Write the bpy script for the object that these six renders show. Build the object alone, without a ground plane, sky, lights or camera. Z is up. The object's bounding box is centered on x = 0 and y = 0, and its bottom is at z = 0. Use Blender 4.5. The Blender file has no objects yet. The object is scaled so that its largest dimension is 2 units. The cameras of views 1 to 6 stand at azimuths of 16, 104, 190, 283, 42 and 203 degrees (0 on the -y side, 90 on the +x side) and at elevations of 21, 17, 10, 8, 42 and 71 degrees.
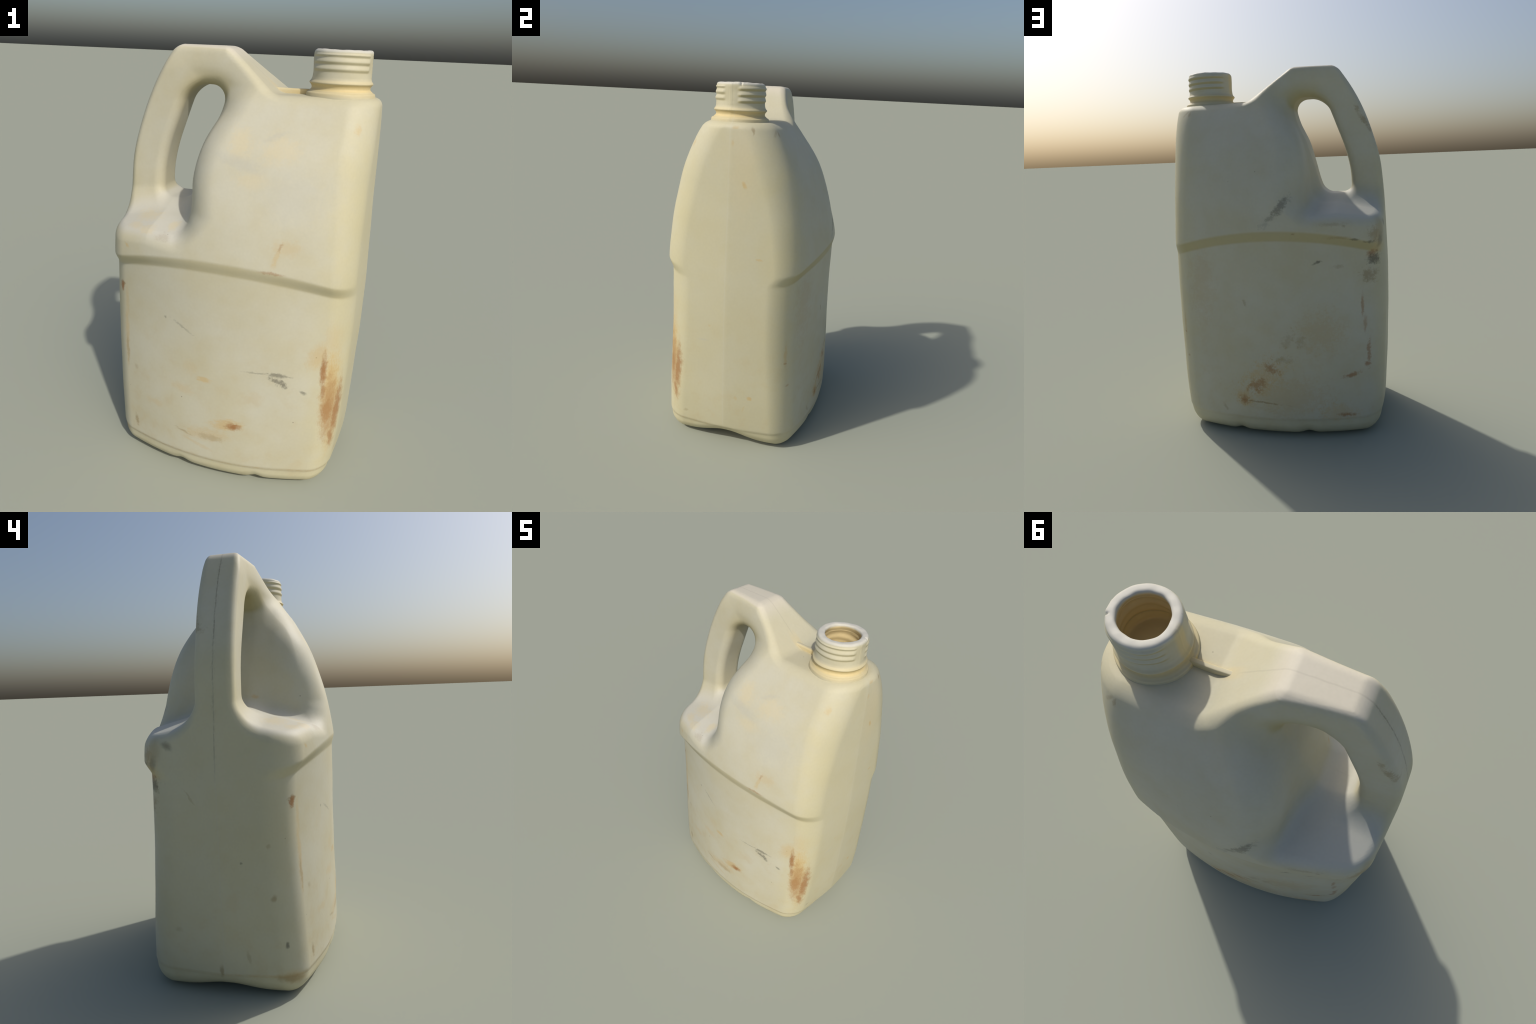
"""Weathered cream plastic jug with an integral handle and a threaded neck."""
import bmesh
import bpy
import numpy as np

Y0 = -0.005            # moulding plane of the jug
F = np.float32


# ------------------------------------------------------------------ helpers
def prof(v, pts):
    """Smooth interpolation through profile stations [(t, value), ...]."""
    t = np.array([p[0] for p in pts], float)
    y = np.array([p[1] for p in pts], float)
    # monotone-ish cubic (Catmull-Rom tangents) sampled finely, then linear
    m = np.gradient(y, t)
    tt = np.linspace(t[0], t[-1], 801)
    i = np.clip(np.searchsorted(t, tt, side="right") - 1, 0, len(t) - 2)
    h = t[i + 1] - t[i]
    s = (tt - t[i]) / h
    yy = ((2 * s**3 - 3 * s**2 + 1) * y[i] + (s**3 - 2 * s**2 + s) * h * m[i]
          + (-2 * s**3 + 3 * s**2) * y[i + 1] + (s**3 - s**2) * h * m[i + 1])
    return np.interp(v, tt, yy).astype(F)


def rmax(a, b, r):
    """Intersection of two distance fields with a rounded edge of radius r."""
    u = np.maximum(a + r, 0)
    v = np.maximum(b + r, 0)
    return np.minimum(np.maximum(a, b), -r) + np.sqrt(u * u + v * v)


def rmin(a, b, r):
    return -rmax(-a, -b, r)


def smooth(e0, e1, x):
    t = np.clip((x - e0) / (e1 - e0), 0, 1)
    return t * t * (3 - 2 * t)


# ------------------------------------------------------------------ profiles
# half depth (y) on the centre line of the lower tub and of the upper dome
LOW_W = [(-.1, .455), (.1, .457), (.3, .456), (.5, .451), (.8, .445), (1.0, .445), (1.3, .445)]
LOW_K = [(-.1, .35), (.1, .36), (.31, .38), (.56, .41), (.87, .435), (1.3, .44)]
UP_W = [(.9, .470), (1.03, .465), (1.12, .459), (1.19, .450), (1.33, .424), (1.455, .386), (1.604, .326),
        (1.657, .296), (1.70, .270), (1.75, .238), (1.80, .203), (1.82, .190), (1.87, .158), (1.93, .127),
        (1.97, .108), (2.0, .097), (2.1, .08)]
UP_K = [(.9, .38), (1.1, .375), (1.23, .36), (1.38, .32), (1.52, .24), (1.604, .19), (1.657, .15), (1.75, .10),
        (1.8, .09), (2.1, .09)]
# end profiles (x)
RIGHT_X = [(-.1, .560), (.05, .569), (.13, .580), (.235, .589), (.48, .599), (.73, .605), (1.03, .604),
           (1.2, .600), (1.47, .593), (1.68, .589), (1.79, .584), (1.9, .578), (2.1, .57)]
LEFT_X = [(-.1, .580), (.05, .583), (.187, .590), (.5, .601), (.84, .605), (1.01, .599), (1.18, .589),
          (1.35, .578), (1.495, .559), (1.622, .524), (1.758, .471), (1.889, .401), (1.99, .332), (2.1, .25)]
# wall of the grip recess, measured at the moulding plane
WALL_X = [(1.1, -.25), (1.2, -.25), (1.32, -.243), (1.38, -.222), (1.49, -.19), (1.6, -.156), (1.7, -.110),
          (1.77, -.090), (1.83, -.075), (1.9, -.05), (2.0, -.04), (2.1, -.04)]
# the same wall where it meets the side of the grip, and how far it leans back from there
SIDE_X = [(1.1, -.21), (1.2, -.21), (1.285, -.207), (1.38, -.195), (1.46, -.192), (1.55, -.178), (1.663, -.138),
          (1.736, -.093), (1.78, -.076), (1.83, -.072), (1.9, -.085), (2.0, -.09), (2.1, -.09)]
SIDE_LEAN = [(1.1, .22), (1.3, .20), (1.4, .15), (1.55, .12), (1.66, .15), (1.73, .22), (1.78, .50), (1.85, 1.4),
             (1.92, 2.2), (2.0, 2.4), (2.1, 2.4)]
GRIP_X = [(1.2, -.402), (1.35, -.402), (1.43, -.396), (1.55, -.370), (1.67, -.327), (1.78, -.283), (1.9, -.233)]


def groove_height(x):
    return 1.120 - .30 * x * x + .25 * np.maximum(np.abs(x) - .46, 0) ** 1.5


def envelope(x, y, z):
    ay = np.abs(y - Y0)
    lw = prof(z, LOW_W) - prof(z, LOW_K) * x * x + .018 * x * np.clip((z - .1) / .8, 0, 1)
    uw = prof(z, UP_W) - prof(z, UP_K) * x * x + .016 * np.minimum(x, 0)
    t = np.clip((z - groove_height(x)) / .056 + .5, 0, 1)
    t = .55 * t + .45 * t * t * (3 - 2 * t)
    w = lw + (uw - lw) * t
    nz = np.interp(z, [1.0, 1.2, 1.5, 1.8, 2.0], [1.0, 1.02, 1.08, 1.14, 1.12]).astype(F)
    a = (ay - w) / (nz * np.sqrt(1 + (.7 * np.abs(x)) ** 2))
    bow = .046 * np.sqrt(ay * ay + .00003) + .13 * ay * ay
    end = np.maximum(x - (prof(z, RIGHT_X) - bow), -(prof(z, LEFT_X) - bow * smooth(1.5, 1.2, z)) - x)
    r = np.interp(z, [0, 1.1, 1.7, 1.85], [.085, .085, .10, .03]).astype(F)
    r = r + (.115 - r) * smooth(.0, .2, x) * smooth(1.3, 1.7, z)
    return rmax(a, end, r)


def jug(x, y, z):
    x, y, z = (np.asarray(q, F) for q in (x, y, z))
    ay = np.abs(y - Y0)
    # a slight step marks off the base
    d = d_side = envelope(x, y, z) + .0045 * smooth(.124, .100, z) + .10 * np.maximum(.11 - z, 0)
    # top outline: grip, slope, shoulder deck
    slope = (z - (1.997 - .786 * (x + .081))) / 1.272
    deck = z - 1.814
    top = rmax(z - 1.997, rmin(slope, deck, .014), .016)
    d = rmax(d, top, .034)
    # underside: chamfered rim and shallow channels
    foot = .052 * np.exp(-((y - Y0) / .14) ** 2) * (.65 + .35 * smooth(-.4, .4, x))
    foot = foot + .014 * np.exp(-((x + .165) / .035) ** 2) + .014 * np.exp(-((x - .215) / .03) ** 2)
    chamfer = (d_side + .050 + foot - z) * .707
    d = rmax(rmax(d, chamfer, .020), foot - z, .022)
    # hand recess on both sides of the grip, and the hole through it
    lean = prof(z, SIDE_LEAN)
    wall = (x - prof(z, SIDE_X) - lean * (np.sqrt(ay * ay + .0012) - .097)) / np.sqrt(1.1 + lean * lean)
    ledge = (1.315 - .26 * ay - .20 * np.maximum(-.34 - x, 0) - z) / 1.04
    ha = np.abs(y + .010)
    grip = .090 - ha
    low = smooth(1.42, 1.22, z)
    cut = rmax(rmax(wall, ledge, .065), grip, .085 + .03 * low)
    hole = rmax(rmax((x - prof(z, WALL_X)) / 1.05, (prof(z, GRIP_X) - x) / 1.03, .055),
                np.maximum(1.306 - z, z - 1.834), np.where(z > 1.6, .08, .05))
    cut = rmin(cut, hole, .045)
    ridge = smooth(-.26, -.17, x) * smooth(1.86, 1.70, z) * smooth(1.19, 1.33, z)
    d = rmax(d, -cut, .034 + .086 * ridge + .014 * smooth(1.32, 1.24, z) * (1 - ridge))
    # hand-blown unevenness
    n = (np.sin(7 * x + 3 * z + 1) * np.sin(6 * y + 5 * z) + .6 * np.sin(17 * x - 9 * z) * np.sin(13 * y + 15 * z + 2))
    return (d + .0014 * n).astype(F)


# ------------------------------------------------------------------ mesher
def polygonise(f, lo, hi, h, step=4):
    lo = np.array(lo, float)
    n = (np.ceil((np.array(hi) - lo) / h / step).astype(int)) * step + 1
    ax = [(lo[i] + h * np.arange(n[i])).astype(F) for i in range(3)]
    cx, cy, cz = np.meshgrid(*[a[::step] for a in ax], indexing="ij")
    cd = f(cx, cy, cz)
    near = np.abs(cd) < h * step * 1.6
    near |= np.abs(cd) < .012
    v = np.repeat(np.repeat(np.repeat(cd, step, 0), step, 1), step, 2)[:n[0], :n[1], :n[2]]
    m = np.repeat(np.repeat(np.repeat(near, step, 0), step, 1), step, 2)
    for s in range(3):      # samples are cell corners: shift to centre the fine blocks
        m = m | np.roll(m, -step // 2, s)
    m = np.roll(np.roll(np.roll(m, -step // 2 + 1, 0), -step // 2 + 1, 1), -step // 2 + 1, 2) | m
    m = m[:n[0], :n[1], :n[2]]
    ii = np.nonzero(m)
    vals = np.empty(len(ii[0]), F)
    for k in range(0, len(vals), 2_000_000):
        s = slice(k, k + 2_000_000)
        vals[s] = f(ax[0][ii[0][s]], ax[1][ii[1][s]], ax[2][ii[2][s]])
    v[ii] = vals
    ins = v < 0
    c = [n[i] - 1 for i in range(3)]
    cnt = np.zeros(c, np.int8)
    for dx in (0, 1):
        for dy in (0, 1):
            for dz in (0, 1):
                cnt += ins[dx:dx + c[0], dy:dy + c[1], dz:dz + c[2]]
    cell = np.nonzero((cnt > 0) & (cnt < 8))
    idx = np.full(c, -1, np.int32)
    idx[cell] = np.arange(len(cell[0]))
    acc = np.zeros((len(cell[0]), 3))
    num = np.zeros(len(cell[0]))
    for a in range(3):
        for p in (0, 1):
            for q in (0, 1):
                o = [0, 0, 0]
                o[(a + 1) % 3], o[(a + 2) % 3] = p, q
                e = list(o)
                e[a] = 1
                v0 = v[cell[0] + o[0], cell[1] + o[1], cell[2] + o[2]]
                v1 = v[cell[0] + e[0], cell[1] + e[1], cell[2] + e[2]]
                k = (v0 < 0) != (v1 < 0)
                t = np.where(k, v0 / np.where(k, v0 - v1, 1), 0)
                pos = np.stack([np.full(len(t), float(o[i])) for i in range(3)], 1)
                pos[:, a] = t
                acc += pos * k[:, None]
                num += k
    co = lo + h * (np.stack(cell, 1) + acc / num[:, None])
    faces = []
    for a in range(3):
        b, g = (a + 1) % 3, (a + 2) % 3
        s0 = [slice(1, c[i]) for i in range(3)]
        s0[a] = slice(0, c[a])
        s1 = list(s0)
        s1[a] = slice(1, c[a] + 1)
        A, B = ins[tuple(s0)], ins[tuple(s1)]
        for flip, k in ((0, A & ~B), (1, ~A & B)):
            e = [q + (0 if i == a else 1) for i, q in enumerate(np.nonzero(k))]

            def at(p, q):
                w = list(e)
                w[b] = w[b] + p
                w[g] = w[g] + q
                return idx[tuple(w)]
            quad = [at(-1, -1), at(0, -1), at(0, 0), at(-1, 0)]
            if flip:
                quad = quad[::-1]
            faces.append(np.stack(quad, 1))
    faces = np.concatenate(faces)
    nrm = None
    for _ in range(3):      # settle the vertices on the true surface
        d, nrm = f(*co.T), gradient(f, co)
        g2 = np.maximum((nrm ** 2).sum(1), .2)
        co = co - np.clip(d / g2, -.5 * h, .5 * h)[:, None] * nrm
    return co, faces


def gradient(f, co, e=.0015):
    g = np.empty_like(co)
    for i in range(3):
        p, m = co.copy(), co.copy()
        p[:, i] += e
        m[:, i] -= e
        g[:, i] = (f(*p.T) - f(*m.T)) / (2 * e)
    return g


def mesh_object(name, co, faces, mat, normals=None):
    me = bpy.data.meshes.new(name)
    me.vertices.add(len(co))
    me.vertices.foreach_set("co", np.asarray(co, F).ravel())
    me.loops.add(faces.size)
    me.loops.foreach_set("vertex_index", faces.astype(np.int32).ravel())
    me.polygons.add(len(faces))
    me.polygons.foreach_set("loop_start", np.arange(0, faces.size, faces.shape[1], dtype=np.int32))
    me.update(calc_edges=True)
    me.polygons.foreach_set("use_smooth", np.ones(len(faces), bool))
    me.validate()
    if normals is not None:
        me.normals_split_custom_set_from_vertices([tuple(n) for n in normals])
    me.materials.append(mat)
    ob = bpy.data.objects.new(name, me)
    bpy.context.scene.collection.objects.link(ob)
    return ob


def vertex_normals(co, faces):
    d1 = co[faces[:, 2]] - co[faces[:, 0]]
    d2 = co[faces[:, 3]] - co[faces[:, 1]]
    fn = np.cross(d1, d2)
    vn = np.zeros_like(co)
    for k in range(4):
        for i in range(3):
            vn[:, i] += np.bincount(faces[:, k], fn[:, i], len(co))
    return vn / np.maximum(np.linalg.norm(vn, axis=1, keepdims=True), 1e-12)


def take(co, faces, vn, keep):
    fs = faces[keep]
    used, inv = np.unique(fs, return_inverse=True)
    return co[used], inv.reshape(fs.shape), vn[used]


def rib_object(mat):
    """Straight moulded rib standing on the shoulder between the neck and the slope."""
    bm = bmesh.new()
    section = [(-.0125, 1.795), (-.0115, 1.829), (-.0070, 1.8355), (.0070, 1.8355), (.0115, 1.829), (.0125, 1.795)]
    rings = []
    for x in np.linspace(.095, .300, 24):
        rings.append([bm.verts.new((x, -.012 + w + .0006 * np.sin(40 * x), h + .0008 * np.sin(23 * x))) for w, h in section])
    for r0, r1 in zip(rings, rings[1:]):
        for i in range(len(section) - 1):
            bm.faces.new((r0[i], r0[i + 1], r1[i + 1], r1[i]))
        bm.faces.new((r0[-1], r0[0], r1[0], r1[-1]))
    bm.faces.new(rings[0][::-1])
    bm.faces.new(rings[-1])
    bmesh.ops.recalc_face_normals(bm, faces=bm.faces)
    bmesh.ops.bevel(bm, geom=[e for e in bm.edges if len(e.link_faces) == 2 and e.calc_face_angle() > .4],
                    offset=.0022, segments=3, affect="EDGES", profile=.5)
    me = bpy.data.meshes.new("rib")
    bm.to_mesh(me)
    bm.free()
    for p in me.polygons:
        p.use_smooth = True
    me.materials.append(mat)
    ob = bpy.data.objects.new("rib", me)
    bpy.context.scene.collection.objects.link(ob)
    return ob


# ------------------------------------------------------------------ neck
NX, NY = .405, -.021


def neck_mesh():
    """Lathed neck: rim, thread ridges on two half turns, bead, waist, collar, bore."""
    outer = [(1.790, .1480), (1.812, .1475), (1.820, .1465), (1.826, .1455), (1.829, .1440), (1.8305, .1395),
             (1.832, .1355), (1.836, .1330), (1.840, .1270), (1.845, .1238), (1.850, .1238), (1.856, .1255), (1.862, .1300),
             (1.8665, .1350), (1.869, .1350), (1.873, .1315), (1.879, .1265), (1.888, .1240), (1.91, .1225), (1.97, .1222), (1.982, .1225),
             (1.989, .1215), (1.994, .1185), (1.9975, .1135), (1.9985, .109)]
    inner = [(1.9985, .0985), (1.9975, .0925), (1.995, .0885), (1.990, .0865), (1.982, .0865), (1.972, .0905),
             (1.955, .0985), (1.93, .101), (1.90, .102), (1.88, .106), (1.866, .109), (1.852, .107),
             (1.842, .105), (1.8375, .100), (1.836, .09), (1.835, .06), (1.8345, .03), (1.8345, .0005)]
    path = []
    for p, seg in ((outer, True), (inner, False)):
        pts = np.array([(r, z) for z, r in p])
        for k in range(len(pts) - 1):
            nsub = max(1, int(np.ceil(np.linalg.norm(pts[k + 1] - pts[k]) / .0025)))
            for j in range(nsub):
                path.append((*(pts[k] + (pts[k + 1] - pts[k]) * j / nsub), 1. if seg else 0.))
        path.append((*pts[-1], 1. if seg else 0.))
    path = np.array(path)
    # soften the polyline a little
    q = path[:, :2].copy()
    for _ in range(2):
        q[1:-1] = .25 * q[:-2] + .5 * q[1:-1] + .25 * q[2:]
    path[:, :2] = q
    nth = 256
    th = np.arange(nth) * 2 * np.pi / nth
    R = np.repeat(path[:, :1], nth, 1)
    Z = np.repeat(path[:, 1:2], nth, 1)
    out = np.repeat(path[:, 2:3], nth, 1) > .5
    T = np.repeat(th[None], len(path), 0)
    # thread: buttress ridges, steep below; broken around the moulding seam at both ends
    tw = (T + np.radians(5)) % (2 * np.pi)
    half = tw > np.pi                                  # the half facing -y
    ang = (tw % np.pi)
    deg = np.degrees(ang)
    gate = np.where(half, smooth(25, 45, deg) * smooth(167, 157, deg), smooth(13, 25, deg) * smooth(155, 130, deg))
    lead = np.where(half, .004 * (1 - (ang / np.pi)), .008 * (ang / np.pi) - .010)
    ridge = np.zeros_like(R)
    for zc in (1.976, 1.9475, 1.919):
        s = Z - (zc + lead)
        ridge = np.maximum(ridge, smooth(.020, .002, s) * smooth(-.010, .002, s))
    ridge *= gate * (Z < 1.983) * (Z > 1.89) * smooth(1.984, 1.976, Z)
    R = R + out * ridge * .0048
    # seam line and unevenness
    seam = np.exp(-((np.minimum(tw, 2 * np.pi - tw) - 0.03) / .02) ** 2) + np.exp(-((tw - np.pi) / .02) ** 2)
    R = R + out * .0012 * seam
    lip = smooth(1.975, 1.995, Z)
    R = R + .0010 * np.sin(5 * T + 1) * np.sin(60 * Z) + ~out * lip * (.0016 * np.sin(3 * T + .5) + .0007 * np.sin(7 * T + 2) + .0005 * np.sin(13 * T))
    R = R + ~out * (.0018 * np.sin(Z * 160 + 1.5 * np.sin(2 * T)) * (Z < 1.965))
    Z = Z + lip * (.0010 * np.sin(2 * T + 1) + .0009 * np.sin(9 * T) * np.sin(4 * T + 1))
    nick = np.exp(-((tw - .42) / .035) ** 2) * lip * smooth(.105, .115, R)
    Z = Z - .007 * nick
    R = R - .002 * nick
    blob = np.exp(-((tw - .30) / .05) ** 2) * lip * smooth(.105, .115, R)
    R = R + .0016 * blob
    co = np.stack([NX + R * np.cos(T), NY + R * np.sin(T), Z], -1).reshape(-1, 3)
    m = len(path)
    i, j = np.meshgrid(np.arange(m - 1), np.arange(nth), indexing="ij")
    jn = (j + 1) % nth
    f = np.stack([i * nth + j, i * nth + jn, (i + 1) * nth + jn, (i + 1) * nth + j], -1).reshape(-1, 4)
    return co, f


# ------------------------------------------------------------------ material
class Nodes:
    """Small shorthand for wiring shader nodes."""

    def __init__(self, tree):
        self.t = tree

    def new(self, kind, ins=(), **props):
        n = self.t.nodes.new(kind)
        for k, v in props.items():
            setattr(n, k, v)
        for k, v in dict(ins).items():
            if isinstance(v, bpy.types.NodeSocket):
                self.t.links.new(v, n.inputs[k])
            else:
                n.inputs[k].default_value = v
        return n

    def math(self, op, a, b=0.0, c=0.0, clamp=False):
        return self.new("ShaderNodeMath", {0: a, 1: b, 2: c}, operation=op, use_clamp=clamp).outputs[0]

    def vmath(self, op, a, b=(0, 0, 0)):
        n = self.new("ShaderNodeVectorMath", {0: a, 1: b}, operation=op)
        return n.outputs["Value"] if op in ("LENGTH", "DOT_PRODUCT", "DISTANCE") else n.outputs["Vector"]

    def step(self, x, e0, e1, lo=0.0, hi=1.0):
        return self.new("ShaderNodeMapRange", {0: x, 1: e0, 2: e1, 3: lo, 4: hi}, interpolation_type="SMOOTHSTEP").outputs[0]

    def noise(self, vec, scale, detail=3.0, rough=.55, stretch=None, colour=False):
        if stretch:
            vec = self.vmath("MULTIPLY", vec, stretch)
        n = self.new("ShaderNodeTexNoise", {"Vector": vec, "Scale": scale, "Detail": detail, "Roughness": rough})
        return n.outputs["Color" if colour else "Fac"]

    def mix(self, fac, a, b):
        n = self.new("ShaderNodeMix", data_type="RGBA")
        for i, v in ((0, fac), (6, a), (7, b)):
            if isinstance(v, bpy.types.NodeSocket):
                self.t.links.new(v, n.inputs[i])
            else:
                n.inputs[i].default_value = v if i == 0 else (*v, 1)
        return n.outputs[2]


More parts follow.
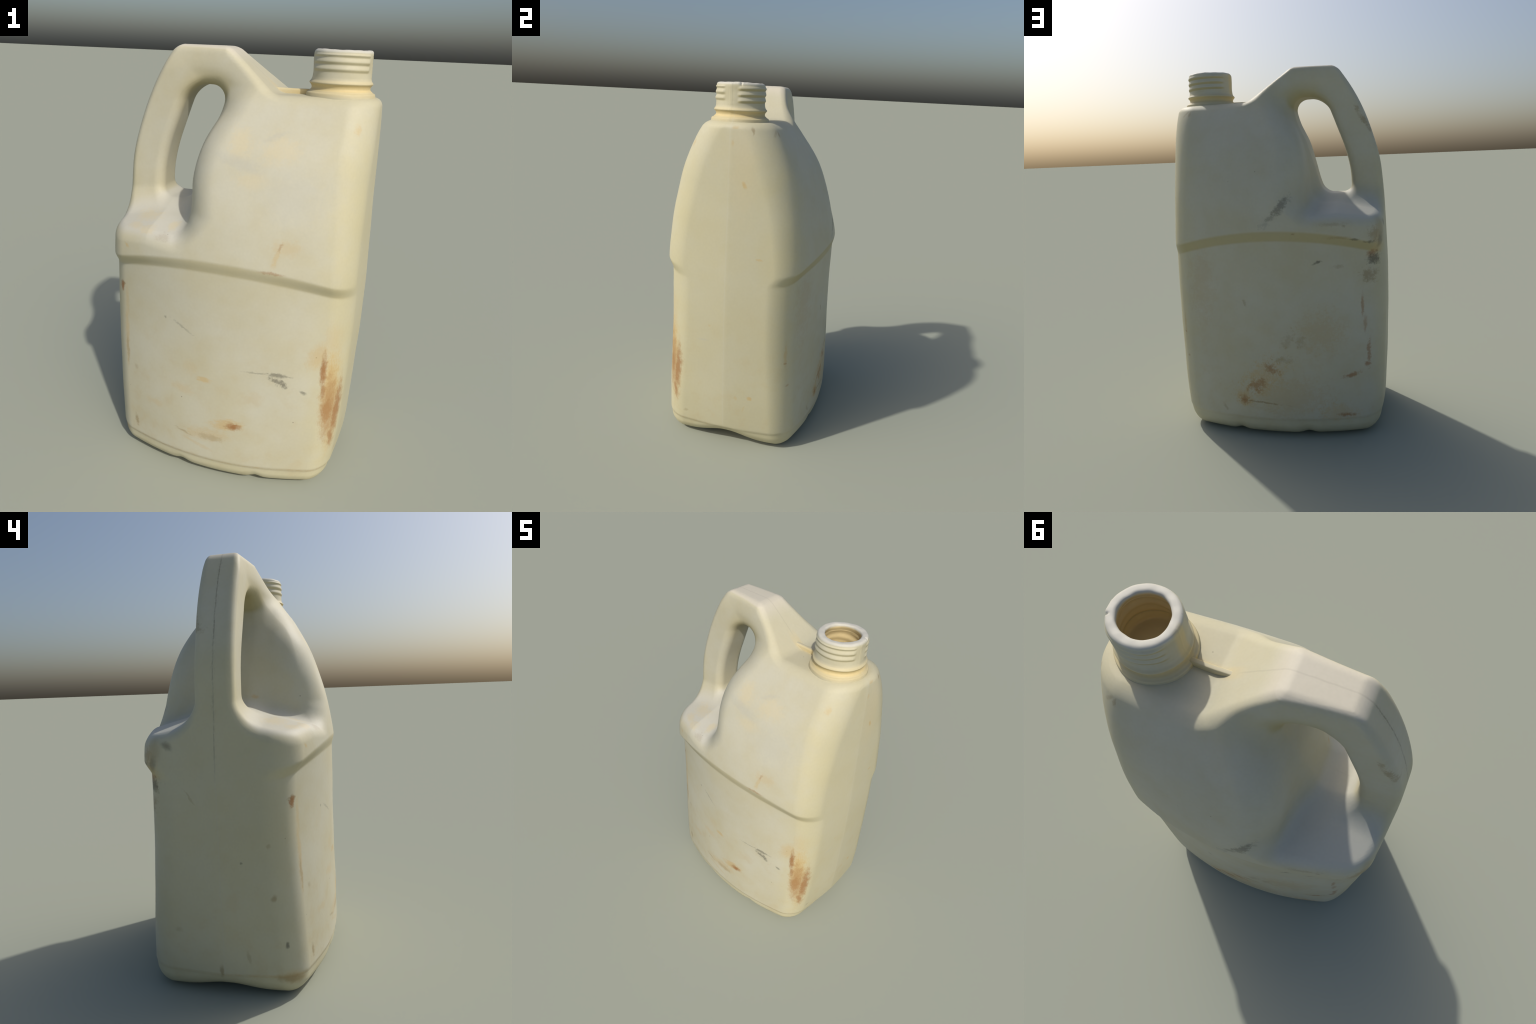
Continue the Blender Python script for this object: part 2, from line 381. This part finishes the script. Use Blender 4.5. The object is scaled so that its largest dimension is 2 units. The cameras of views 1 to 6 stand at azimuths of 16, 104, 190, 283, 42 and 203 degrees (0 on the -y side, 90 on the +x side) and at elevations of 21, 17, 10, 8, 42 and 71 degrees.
# Stains and scuffs: kind, grain, strength, place, half sizes, tilt in degrees (about y on the
# broad faces, about x on the end faces)
MARKS = [
    # long rust run on the front corner
    ("amber", "down", 1.0, (.526, -.335, .560), (.050, .10, .260), 0),
    ("rust", "down", .60, (.526, -.335, .460), (.046, .10, .210), 0),
    ("amber", "down", .60, (.465, -.365, .735), (.055, .10, .085), 20),
    ("amber", "down", .55, (.545, -.320, .330), (.030, .10, .150), 4),
    ("amber", "down", .30, (.520, -.330, .800), (.050, .10, .120), 0),
    ("rust", "down", .95, (.491, -.356, .660), (.016, .08, .100), 0),
    ("rust", "down", .75, (.497, -.358, .560), (.015, .08, .060), 0),
    ("rust", "down", .9, (.558, -.300, .430), (.019, .08, .190), 3),
    ("rust", "down", .80, (.523, -.340, .455), (.040, .08, .110), 0),
    ("rust", "down", .80, (.547, -.320, .290), (.015, .08, .070), 0),
    # scrape near the foot of the front
    ("rust", "flat", 1.0, (.108, -.460, .332), (.042, .08, .024), 0),
    ("amber", "flat", .75, (.075, -.460, .335), (.095, .08, .040), -8),
    ("amber", "flat", .45, (-.020, -.460, .258), (.150, .08, .046), -6),
    ("brown", "fine", .45, (.000, -.463, .245), (.075, .08, .022), 0),
    ("brown", "flat", .55, (-.145, -.452, .240), (.050, .08, .008), 14),
    ("amber", "flat", .35, (-.070, -.460, .190), (.110, .08, .012), 16),
    ("amber", "flat", .75, (-.039, -.454, .556), (.045, .08, .018), 0),
    ("amber", "flat", .35, (-.150, -.446, .480), (.075, .08, .030), 10),
    ("amber", "flat", .30, (-.300, -.422, .350), (.060, .08, .022), 0),
    ("amber", "fine", .22, (-.110, -.446, .600), (.050, .08, .050), 0),
    ("tan", "fine", .35, (.200, -.44, .50), (.050, .08, .050), 0),
    # grey scuffs on the front
    ("soot", "spray", .90, (.305, -.419, .600), (.050, .06, .018), 28),
    ("soot", "dash", .80, (.300, -.420, .635), (.060, .06, .012), 4),
    ("soot", "dash", .45, (.205, -.440, .637), (.070, .06, .005), 2),
    ("soot", "fine", .70, (.338, -.412, .575), (.008, .06, .010), 0),
    ("soot", "dash", .75, (.413, -.390, .550), (.020, .06, .009), 25),
    ("soot", "fine", .60, (-.242, -.419, .827), (.007, .06, .008), 0),
    ("soot", "dash", .42, (-.155, -.437, .802), (.075, .06, .008), 26),
    ("brown", "fine", .80, (-.430, -.392, .190), (.013, .06, .038), -12),
    ("brown", "fine", .40, (-.430, -.379, .497), (.012, .06, .020), 0),
    ("brown", "down", .50, (-.484, -.353, .580), (.011, .06, .090), -3),
    ("amber", "down", .55, (-.486, -.350, .640), (.018, .06, .200), 0),
    # upper front
    ("straw", "fine", .8, (.061, -.324, 1.626), (.060, .15, .080), 0),
    ("straw", "fine", .7, (.225, -.315, 1.610), (.090, .15, .070), 0),
    ("straw", "fine", .6, (.130, -.373, 1.490), (.090, .15, .040), 0),
    ("grey", "fine", .75, (.075, -.350, 1.550), (.120, .15, .030), 14),
    ("grey", "dash", .70, (.200, -.320, 1.660), (.060, .15, .016), -22),
    ("grey", "fine", .40, (.300, -.380, 1.430), (.180, .15, .130), 0),
    ("amber", "fine", .55, (.517, -.231, 1.698), (.016, .08, .026), 0),
    ("amber", "fine", .50, (.264, -.430, 1.195), (.018, .08, .070), 20),
    ("amber", "fine", .35, (.300, -.415, 1.232), (.075, .08, .045), 0),
    ("rust", "fine", .45, (.276, -.420, 1.238), (.008, .08, .022), 15),
    ("rust", "fine", .50, (.248, -.441, 1.127), (.048, .08, .010), 5),
    # ledge below the grip
    ("straw", "flat", .8, (-.423, -.325, 1.216), (.050, .09, .014), 0),
    ("straw", "flat", .9, (-.354, -.360, 1.216), (.055, .06, .020), 0),
    ("straw", "fine", .8, (-.401, -.235, 1.245), (.080, .08, .030), 0),
    ("straw", "fine", .9, (-.241, -.315, 1.239), (.030, .05, .030), 0),
    ("brown", "fine", .35, (-.255, -.394, 1.200), (.045, .04, .020), 0),
    ("amber", "fine", .70, (-.447, -.388, 1.138), (.022, .06, .010), 35),
    # back: grime and rust
    ("soot", "fine", .95, (-.240, .409, .974), (.022, .06, .009), 14),
    ("soot", "fine", .80, (-.235, .410, .972), (.032, .06, .008), 14),
    ("brown", "fine", .45, (-.344, .382, .947), (.032, .06, .014), 0),
    ("soot", "spray", 1.0, (-.525, .302, .973), (.042, .08, .034), 20),
    ("rust", "fine", .75, (-.512, .313, 1.003), (.036, .08, .018), 20),
    ("brown", "spray", .75, (-.500, .322, .890), (.055, .08, .045), 0),
    ("rust", "down", .60, (-.464, .341, .735), (.010, .06, .075), 0),
    ("rust", "down", .45, (-.476, .342, .630), (.012, .06, .060), 0),
    ("rust", "spray", .65, (-.495, .343, .470), (.013, .06, .085), 0),
    ("rust", "fine", .75, (-.486, .351, .409), (.022, .06, .016), 0),
    ("rust", "fine", .80, (-.400, .384, .357), (.060, .06, .016), 14),
    ("rust", "fine", .85, (-.375, .401, .136), (.052, .06, .013), 0),
    ("amber", "spray", .45, (-.330, .405, .155), (.130, .08, .060), 0),
    ("rust", "spray", .70, (.176, .442, .222), (.034, .06, .030), 0),
    ("amber", "fine", .75, (.176, .442, .230), (.060, .06, .060), 0),
    ("rust", "spray", .60, (.105, .447, .305), (.065, .06, .040), 35),
    ("rust", "spray", .60, (.020, .449, .402), (.050, .06, .036), -45),
    ("amber", "spray", .60, (.060, .449, .360), (.160, .06, .095), 40),
    ("brown", "spray", .45, (-.040, .447, .455), (.060, .06, .024), 0),
    ("brown", "spray", .35, (-.070, .444, .560), (.060, .06, .030), 60),
    ("brown", "spray", .35, (-.140, .437, .555), (.030, .06, .040), -30),
    ("brown", "dash", .85, (.080, .452, .209), (.140, .06, .006), -5),
    ("brown", "fine", .50, (.296, .420, .165), (.010, .06, .026), 30),
    ("brown", "fine", .50, (.153, .433, .762), (.010, .06, .030), 15),
    ("tan", "spray", .60, (-.260, .430, .600), (.160, .08, .140), 0),
    ("tan", "spray", .60, (-.05, .450, .250), (.300, .08, .130), 0),
    ("tan", "fine", .50, (.420, .400, .850), (.110, .08, .250), 0),
    ("soot", "spray", .75, (-.060, .432, 1.270), (.026, .08, .085), -38),
    ("soot", "spray", .50, (-.003, .442, 1.208), (.034, .06, .018), 30),
    ("soot", "spray", .30, (.030, .445, 1.175), (.040, .06, .020), 30),
    ("brown", "spray", .70, (-.440, .081, 1.757), (.014, .05, .034), 30),
    ("brown", "spray", .75, (-.480, .077, 1.690), (.016, .05, .055), 32),
    ("brown", "spray", .55, (-.507, .064, 1.645), (.012, .05, .025), 30),
    ("brown", "fine", .60, (-.373, .395, 1.157), (.014, .06, .009), 0),
    ("brown", "fine", .40, (-.319, .404, 1.168), (.080, .06, .012), 0),
    ("brown", "spray", .60, (-.530, .334, 1.110), (.040, .08, .060), 0),
    ("soot", "fine", .75, (-.505, .355, 1.068), (.045, .06, .011), -8),
    ("soot", "fine", .80, (-.426, .387, 1.087), (.030, .06, .006), 0),
    ("brown", "fine", .70, (-.119, .446, 1.128), (.013, .06, .006), 0),
    ("brown", "fine", .45, (-.350, .400, 1.100), (.070, .06, .010), 0),
    ("amber", "fine", .45, (-.540, .31, 1.05), (.045, .08, .110), 0),
    ("brown", "fine", .60, (.466, .206, 1.763), (.010, .06, .022), -15),
    # handle end
    ("brown", "fine", .95, (-.509, -.325, .918), (.022, .06, .014), 0),
    ("rust", "fine", .95, (-.511, -.325, .900), (.016, .06, .030), 8),
    ("amber", "down", .40, (-.480, -.345, .830), (.014, .06, .110), 0),
    ("soot", "side", .75, (-.600, -.109, .643), (.03, .009, .008), 0),
    ("brown", "side", .75, (-.583, -.245, .484), (.03, .014, .022), 20),
    ("soot", "side", .95, (-.559, -.295, .262), (.03, .010, .019), 12),
    ("brown", "side", .80, (-.588, .002, .130), (.03, .014, .040), 0),
    ("brown", "side", .45, (-.586, -.125, .205), (.03, .009, .040), -8),
    ("brown", "side", .75, (-.545, -.310, .100), (.06, .090, .028), 10),
    ("amber", "side", .60, (-.530, -.325, .105), (.06, .110, .040), 10),
    ("soot", "side", .75, (-.575, .213, 1.155), (.05, .036, .022), 28),
    ("soot", "side", .55, (-.55, .29, 1.07), (.05, .025, .050), 15),
    ("brown", "side", .45, (-.55, .28, 1.13), (.05, .050, .070), 0),
    ("brown", "side", .40, (-.596, .112, .93), (.03, .050, .006), 55),
    ("amber", "side", .70, (-.225, -.112, 1.350), (.04, .020, .012), 0),
    ("brown", "side", .35, (-.583, .199, .315), (.03, .025, .016), 0),
    ("brown", "side", .45, (-.590, -.23, .72), (.03, .012, .012), 0),
    # pour end
    ("amber", "side", .85, (.586, .140, .337), (.04, .016, .016), -20),
    ("amber", "side", .40, (.591, .063, .329), (.04, .014, .016), 0),
    ("amber", "side", .35, (.585, .108, .262), (.04, .008, .030), -18),
    ("amber", "side", .50, (.582, .015, 1.790), (.04, .022, .012), 0),
    ("brown", "side", .75, (.579, .101, 1.777), (.04, .008, .026), 18),
    ("amber", "side", .45, (.587, .003, 1.715), (.04, .010, .018), 0),
    ("amber", "side", .80, (.589, .070, 1.518), (.04, .012, .024), 22),
    ("amber", "side", .60, (.591, .165, 1.144), (.04, .022, .008), -6),
    ("straw", "side", .6, (.585, .060, 1.60), (.05, .090, .300), 0),
    ("brown", "side", .50, (.505, .191, 1.772), (.04, .008, .025), 0),
    ("amber", "down", .60, (.533, .320, .610), (.010, .06, .080), 0),
    ("rust", "fine", .60, (.532, .323, .560), (.009, .06, .008), 0),
    ("rust", "fine", .45, (.519, .337, .426), (.009, .06, .008), 0),
    ("brown", "side", .45, (.567, -.243, .174), (.04, .020, .010), 12),
    ("grey", "side", .60, (.596, -.136, .657), (.04, .040, .008), 0),
    ("amber", "side", .35, (.601, -.094, .747), (.04, .010, .010), 0),
]


def make_plastic():
    m = bpy.data.materials.new("aged_plastic")
    m.use_nodes = True
    t = m.node_tree
    b = t.nodes["Principled BSDF"]
    N = Nodes(t)
    P = N.new("ShaderNodeTexCoord").outputs["Object"]
    sep = N.new("ShaderNodeSeparateXYZ", {0: P})
    x, y, z = sep.outputs
    nz = N.new("ShaderNodeSeparateXYZ", {0: N.new("ShaderNodeNewGeometry").outputs["Normal"]}).outputs[2]

    broad = N.noise(P, 3.2, 3, .55)
    patch = N.noise(P, 11, 4, .6)
    fine = N.noise(P, 85, 4, .65)
    grains = {
        "fine": N.noise(P, 95, 5, .72),
        "spray": N.noise(P, 75, 6, .78),
        "side": N.noise(P, 60, 4, .65),
        "down": N.noise(P, 9, 5, .72, (13, 13, 5)),
        "flat": N.noise(P, 9, 5, .70, (4, 4, 16)),
        "dash": N.noise(N.vmath("ADD", P, N.vmath("MULTIPLY", N.noise(P, 18, 2, .5, None, True), (.02, .02, .04))),
                        20, 5, .75, (2, 2, 7)),
    }
    ragged = N.noise(P, 30, 4, .65)
    warp = N.vmath("SUBTRACT", N.noise(P, 32, 3, .6, None, True), (.5, .5, .5))
    Q = N.vmath("ADD", P, N.vmath("MULTIPLY", warp, (.020, .020, .020)))

    # ---- plastic: cream, whiter where handled, yellower at corners and in hollows
    white, cream, yellow, ochre = BASE["white"], BASE["cream"], BASE["yellow"], BASE["ochre"]
    col = N.mix(N.step(N.math("ADD", broad, N.math("MULTIPLY", N.math("SUBTRACT", patch, .5), .35)), .22, .78), white, cream)
    ax = N.math("ABSOLUTE", x)
    corner = N.math("MULTIPLY", N.step(x, .36, .54), N.step(N.math("ABSOLUTE", y), .12, .30, .45, 1))
    corner = N.math("MULTIPLY", corner, N.step(patch, .25, .7, .5, 1))
    col = N.mix(N.math("MULTIPLY", corner, .75), col, yellow)
    col = N.mix(N.math("MULTIPLY", N.step(y, .05, -.30), .06), col, yellow)
    ends = N.math("MULTIPLY", N.step(ax, .50, .56), N.step(z, 1.72, 1.5, .3, 1))
    col = N.mix(N.math("MULTIPLY", ends, .45), col, BASE["buff"])
    # pale, worn upper dome and ledges
    dome = N.math("MULTIPLY", N.step(z, 1.15, 1.35), N.math("MULTIPLY", N.step(x, .50, .30), N.step(N.math("ABSOLUTE", y), .12, .24)))
    dome = N.math("MULTIPLY", dome, N.step(patch, .3, .7, 1, .45))
    col = N.mix(N.math("MULTIPLY", dome, .62), col, white)
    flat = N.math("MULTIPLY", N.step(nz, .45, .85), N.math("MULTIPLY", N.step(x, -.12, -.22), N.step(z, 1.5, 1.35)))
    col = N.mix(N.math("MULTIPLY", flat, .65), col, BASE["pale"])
    # warm deck and slope
    deck = N.math("MULTIPLY", N.step(z, 1.76, 1.82), N.step(nz, .35, .7))
    col = N.mix(N.math("MULTIPLY", deck, .35), col, yellow)
    grip_top = N.math("MULTIPLY", N.step(z, 1.93, 1.985), N.step(nz, .5, .85))  # paler tint on the top of the grip
    col = N.mix(N.math("MULTIPLY", grip_top, .7), col, BASE["top_cream"])
    # groove band: darker ochre strip; foot band
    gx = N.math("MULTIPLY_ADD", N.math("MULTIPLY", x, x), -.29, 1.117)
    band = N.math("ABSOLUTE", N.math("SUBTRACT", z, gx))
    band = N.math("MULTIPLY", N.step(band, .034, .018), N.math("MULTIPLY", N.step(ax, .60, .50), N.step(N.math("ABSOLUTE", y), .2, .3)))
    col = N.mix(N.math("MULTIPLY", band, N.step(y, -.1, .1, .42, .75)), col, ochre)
    foot = N.step(N.math("ADD", z, N.math("MULTIPLY", N.math("SUBTRACT", patch, .5), .03)), .125, .085)
    col = N.mix(N.math("MULTIPLY", foot, .55), col, yellow)
    rim = N.step(N.math("ABSOLUTE", N.math("SUBTRACT", z, N.math("MULTIPLY_ADD", N.math("SUBTRACT", patch, .5), .010, .112))), .012, .002)
    col = N.mix(N.math("MULTIPLY", rim, N.math("MULTIPLY", N.step(grains["flat"], .40, .65, .10, .70), N.step(y, .1, -.2, .3, 1))), col, BASE["tan"])
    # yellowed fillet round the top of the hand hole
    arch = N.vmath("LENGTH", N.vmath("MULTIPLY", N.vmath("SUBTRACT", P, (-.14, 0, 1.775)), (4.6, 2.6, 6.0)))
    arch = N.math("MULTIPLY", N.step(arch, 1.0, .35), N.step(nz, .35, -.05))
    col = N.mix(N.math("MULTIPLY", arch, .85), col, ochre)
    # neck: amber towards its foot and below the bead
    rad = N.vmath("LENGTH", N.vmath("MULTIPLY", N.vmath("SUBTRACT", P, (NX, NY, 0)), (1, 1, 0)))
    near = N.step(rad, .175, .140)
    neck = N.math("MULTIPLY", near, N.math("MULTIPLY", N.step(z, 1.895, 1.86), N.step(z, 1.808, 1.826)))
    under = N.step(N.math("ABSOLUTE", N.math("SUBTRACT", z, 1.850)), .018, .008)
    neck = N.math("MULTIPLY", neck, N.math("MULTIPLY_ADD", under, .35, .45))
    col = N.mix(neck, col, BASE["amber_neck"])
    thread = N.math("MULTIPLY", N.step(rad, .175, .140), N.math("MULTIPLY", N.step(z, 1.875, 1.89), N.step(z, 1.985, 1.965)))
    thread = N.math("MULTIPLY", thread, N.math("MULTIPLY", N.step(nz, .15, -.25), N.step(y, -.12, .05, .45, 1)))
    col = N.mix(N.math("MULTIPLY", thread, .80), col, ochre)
    lip = N.math("MULTIPLY", near, N.step(z, 1.983, 1.992))
    col = N.mix(N.math("MULTIPLY", lip, .8), col, BASE["pale"])
    bore = N.math("MULTIPLY", N.step(rad, .1085, .104), N.step(z, 1.990, 1.982))
    col = N.mix(bore, col, BASE["bore"])
    rib = N.math("MULTIPLY", N.step(N.math("ABSOLUTE", N.math("ADD", y, .012)), .034, .016),
                 N.math("MULTIPLY", N.step(x, .05, .12), N.math("MULTIPLY", N.step(x, .31, .27), N.step(z, 1.79, 1.81))))
    rib = N.math("MULTIPLY", rib, N.step(x, .10, .28, .35, .85))
    col = N.mix(N.math("MULTIPLY", rib, N.step(nz, .98, .7, .35, 1)), col, BASE["amber_neck"])

    # ---- moulding seam: dark hairline down the grip, faint on the end faces
    nx = N.new("ShaderNodeSeparateXYZ", {0: N.new("ShaderNodeNewGeometry").outputs["Normal"]}).outputs[0]
    wob = N.math("MULTIPLY_ADD", N.math("SUBTRACT", patch, .5), .010, .011)
    off = N.math("ABSOLUTE", N.math("ADD", y, wob))
    line = N.step(off, .0048, .0010)
    grime = N.math("MULTIPLY", N.step(grains["down"], .38, .58, .25, 1), N.math("MULTIPLY", N.step(x, -.28, -.36), N.step(nx, .1, -.2)))  # strength of the dark seam line along the grip
    grime = N.math("MULTIPLY", grime, N.math("MULTIPLY", N.step(z, 0.95, 1.14, .12, 1), N.step(z, 1.985, 1.93, .25, 1)))
    halo = N.math("MULTIPLY", N.step(off, .018, .003), N.step(grains["down"], .45, .7, 0, .35))
    seam = N.math("MULTIPLY", N.math("MAXIMUM", line, halo), grime)
    col = N.mix(N.math("MULTIPLY", seam, .42), col, BASE["dirt"])
    col = N.mix(N.math("MULTIPLY", N.math("MULTIPLY", line, N.step(ax, .5, .56)), .25), col, white)  # painted pale line where a raised seam would catch light
    topline = N.math("MULTIPLY", line, N.math("MULTIPLY", N.step(z, 1.80, 1.86), N.step(x, .12, .05)))
    col = N.mix(N.math("MULTIPLY", topline, .10), col, BASE["dirt"])

    # ---- general soiling: more on the back and toward the bottom
    soil = N.math("MULTIPLY", N.step(grains["fine"], .56, .80), N.step(N.math("MULTIPLY_ADD", y, .5, N.math("MULTIPLY", z, -.35)), -.55, .12, .02, .22))
    col = N.mix(soil, col, BASE["tan"])
    film = N.math("MULTIPLY", N.step(patch, .50, .72), N.step(z, 1.0, .3, .02, .20))
    col = N.mix(film, col, BASE["tan"])
    specks = N.new("ShaderNodeTexVoronoi", {"Vector": P, "Scale": 13.0, "Randomness": 1.0})
    dot = N.math("MULTIPLY", N.step(specks.outputs["Distance"], .06, .02),
                 N.step(N.new("ShaderNodeSeparateColor", {0: specks.outputs["Color"]}).outputs[0], .80, .95, 0, .55))
    col = N.mix(dot, col, BASE["dirt"])

    # ---- individual marks
    tint = {"rust": ((.31, .145, .050), .90), "amber": ((.53, .37, .150), .75), "soot": ((.075, .073, .058), .70),
            "brown": ((.26, .18, .080), .70), "tan": (BASE["tan"], .7), "straw": ((.60, .52, .33), .65), "grey": (BASE["grey"], .5)}
    masks = {}
    for kind, grain, power, place, size, tilt in MARKS:
        a = np.radians(tilt)
        rot = (a, 0, 0) if grain == "side" else (0, a, 0)
        mp = N.new("ShaderNodeMapping", {"Vector": Q, "Location": place, "Rotation": rot, "Scale": [1.25 * q for q in size]},
                   vector_type="TEXTURE")
        d = N.vmath("LENGTH", mp.outputs[0])
        wander = {"fine": 1.3, "dash": 1.2, "down": .6, "flat": .8, "side": .5, "spray": 1.7}[grain]
        rag = {"fine": 1.1, "dash": 1.9, "down": .9, "flat": 1.1, "side": .8, "spray": 2.1}[grain]
        d = N.math("MULTIPLY_ADD", N.math("SUBTRACT", ragged, .5), wander, d)
        body = N.math("MULTIPLY_ADD", N.math("SUBTRACT", grains[grain], .5), rag, N.step(d, 1.25, .0))
        mask = N.math("MULTIPLY", N.step(body, .15, 1.0, 0, power), N.step(d, 1.3, .9))
        masks[kind] = N.math("MAXIMUM", masks[kind], mask) if kind in masks else mask
        # hand the coordinates on from mark to mark, so that they are worked out one after another
        Q = N.new("ShaderNodeVectorMath", {0: masks[kind], 1: (1e-7, 1e-7, 1e-7), 2: Q}, operation="MULTIPLY_ADD").outputs[0]
    for kind in ("tan", "straw", "grey", "amber", "brown", "rust", "soot"):
        colour, k = tint[kind]
        col = N.mix(N.math("MULTIPLY", masks[kind], k), col, colour)
    value = N.math("MULTIPLY_ADD", N.math("SUBTRACT", fine, .5), .10, 1.0)
    hsv = N.new("ShaderNodeHueSaturation", {"Value": value, "Color": col})
    t.links.new(hsv.outputs[0], b.inputs["Base Color"])
    b.inputs["Roughness"].default_value = .56
    b.inputs["Specular IOR Level"].default_value = .30
    bump = N.new("ShaderNodeBump", {"Strength": .10, "Distance": .004,
                                    "Height": N.math("ADD", N.math("MULTIPLY", fine, .4), N.noise(P, 26, 3, .5))})
    t.links.new(bump.outputs[0], b.inputs["Normal"])
    return m


BASE = {
    "white": (.540, .524, .422), "cream": (.512, .476, .335), "yellow": (.560, .515, .325),
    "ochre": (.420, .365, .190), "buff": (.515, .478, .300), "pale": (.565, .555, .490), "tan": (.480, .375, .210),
    "grey": (.440, .440, .390), "amber_neck": (.640, .510, .245), "bore": (.600, .490, .265), "top_cream": (.620, .575, .480), "dirt": (.090, .070, .040),
}



def main():
    plastic = make_plastic()
    root = bpy.data.objects.new("plastic_jug", None)
    bpy.context.scene.collection.objects.link(root)
    root["label"] = "weathered cream plastic jug with handle and open threaded neck"
    root["category"] = "plastic jug"

    co, faces = polygonise(jug, (-.65, -.51, -.03), (.65, .51, 2.03), .0055)
    vn = vertex_normals(co, faces)
    c = co[faces].mean(1)
    limit = np.interp(c[:, 2], [1.30, 1.75, 1.84, 2.0], [-.34, -.225, -.09, -.07])
    is_handle = (c[:, 2] > 1.30) & (c[:, 0] < limit)
    for name, keep in (("body", ~is_handle), ("handle", is_handle)):
        pc, pf, pn = take(co, faces, vn, keep)
        ob = mesh_object(name, pc, pf, plastic, pn)
        ob.parent = root
    nco, nf = neck_mesh()
    ob = mesh_object("neck", nco, nf, plastic)
    ob.parent = root
    rib_object(plastic).parent = root


main()
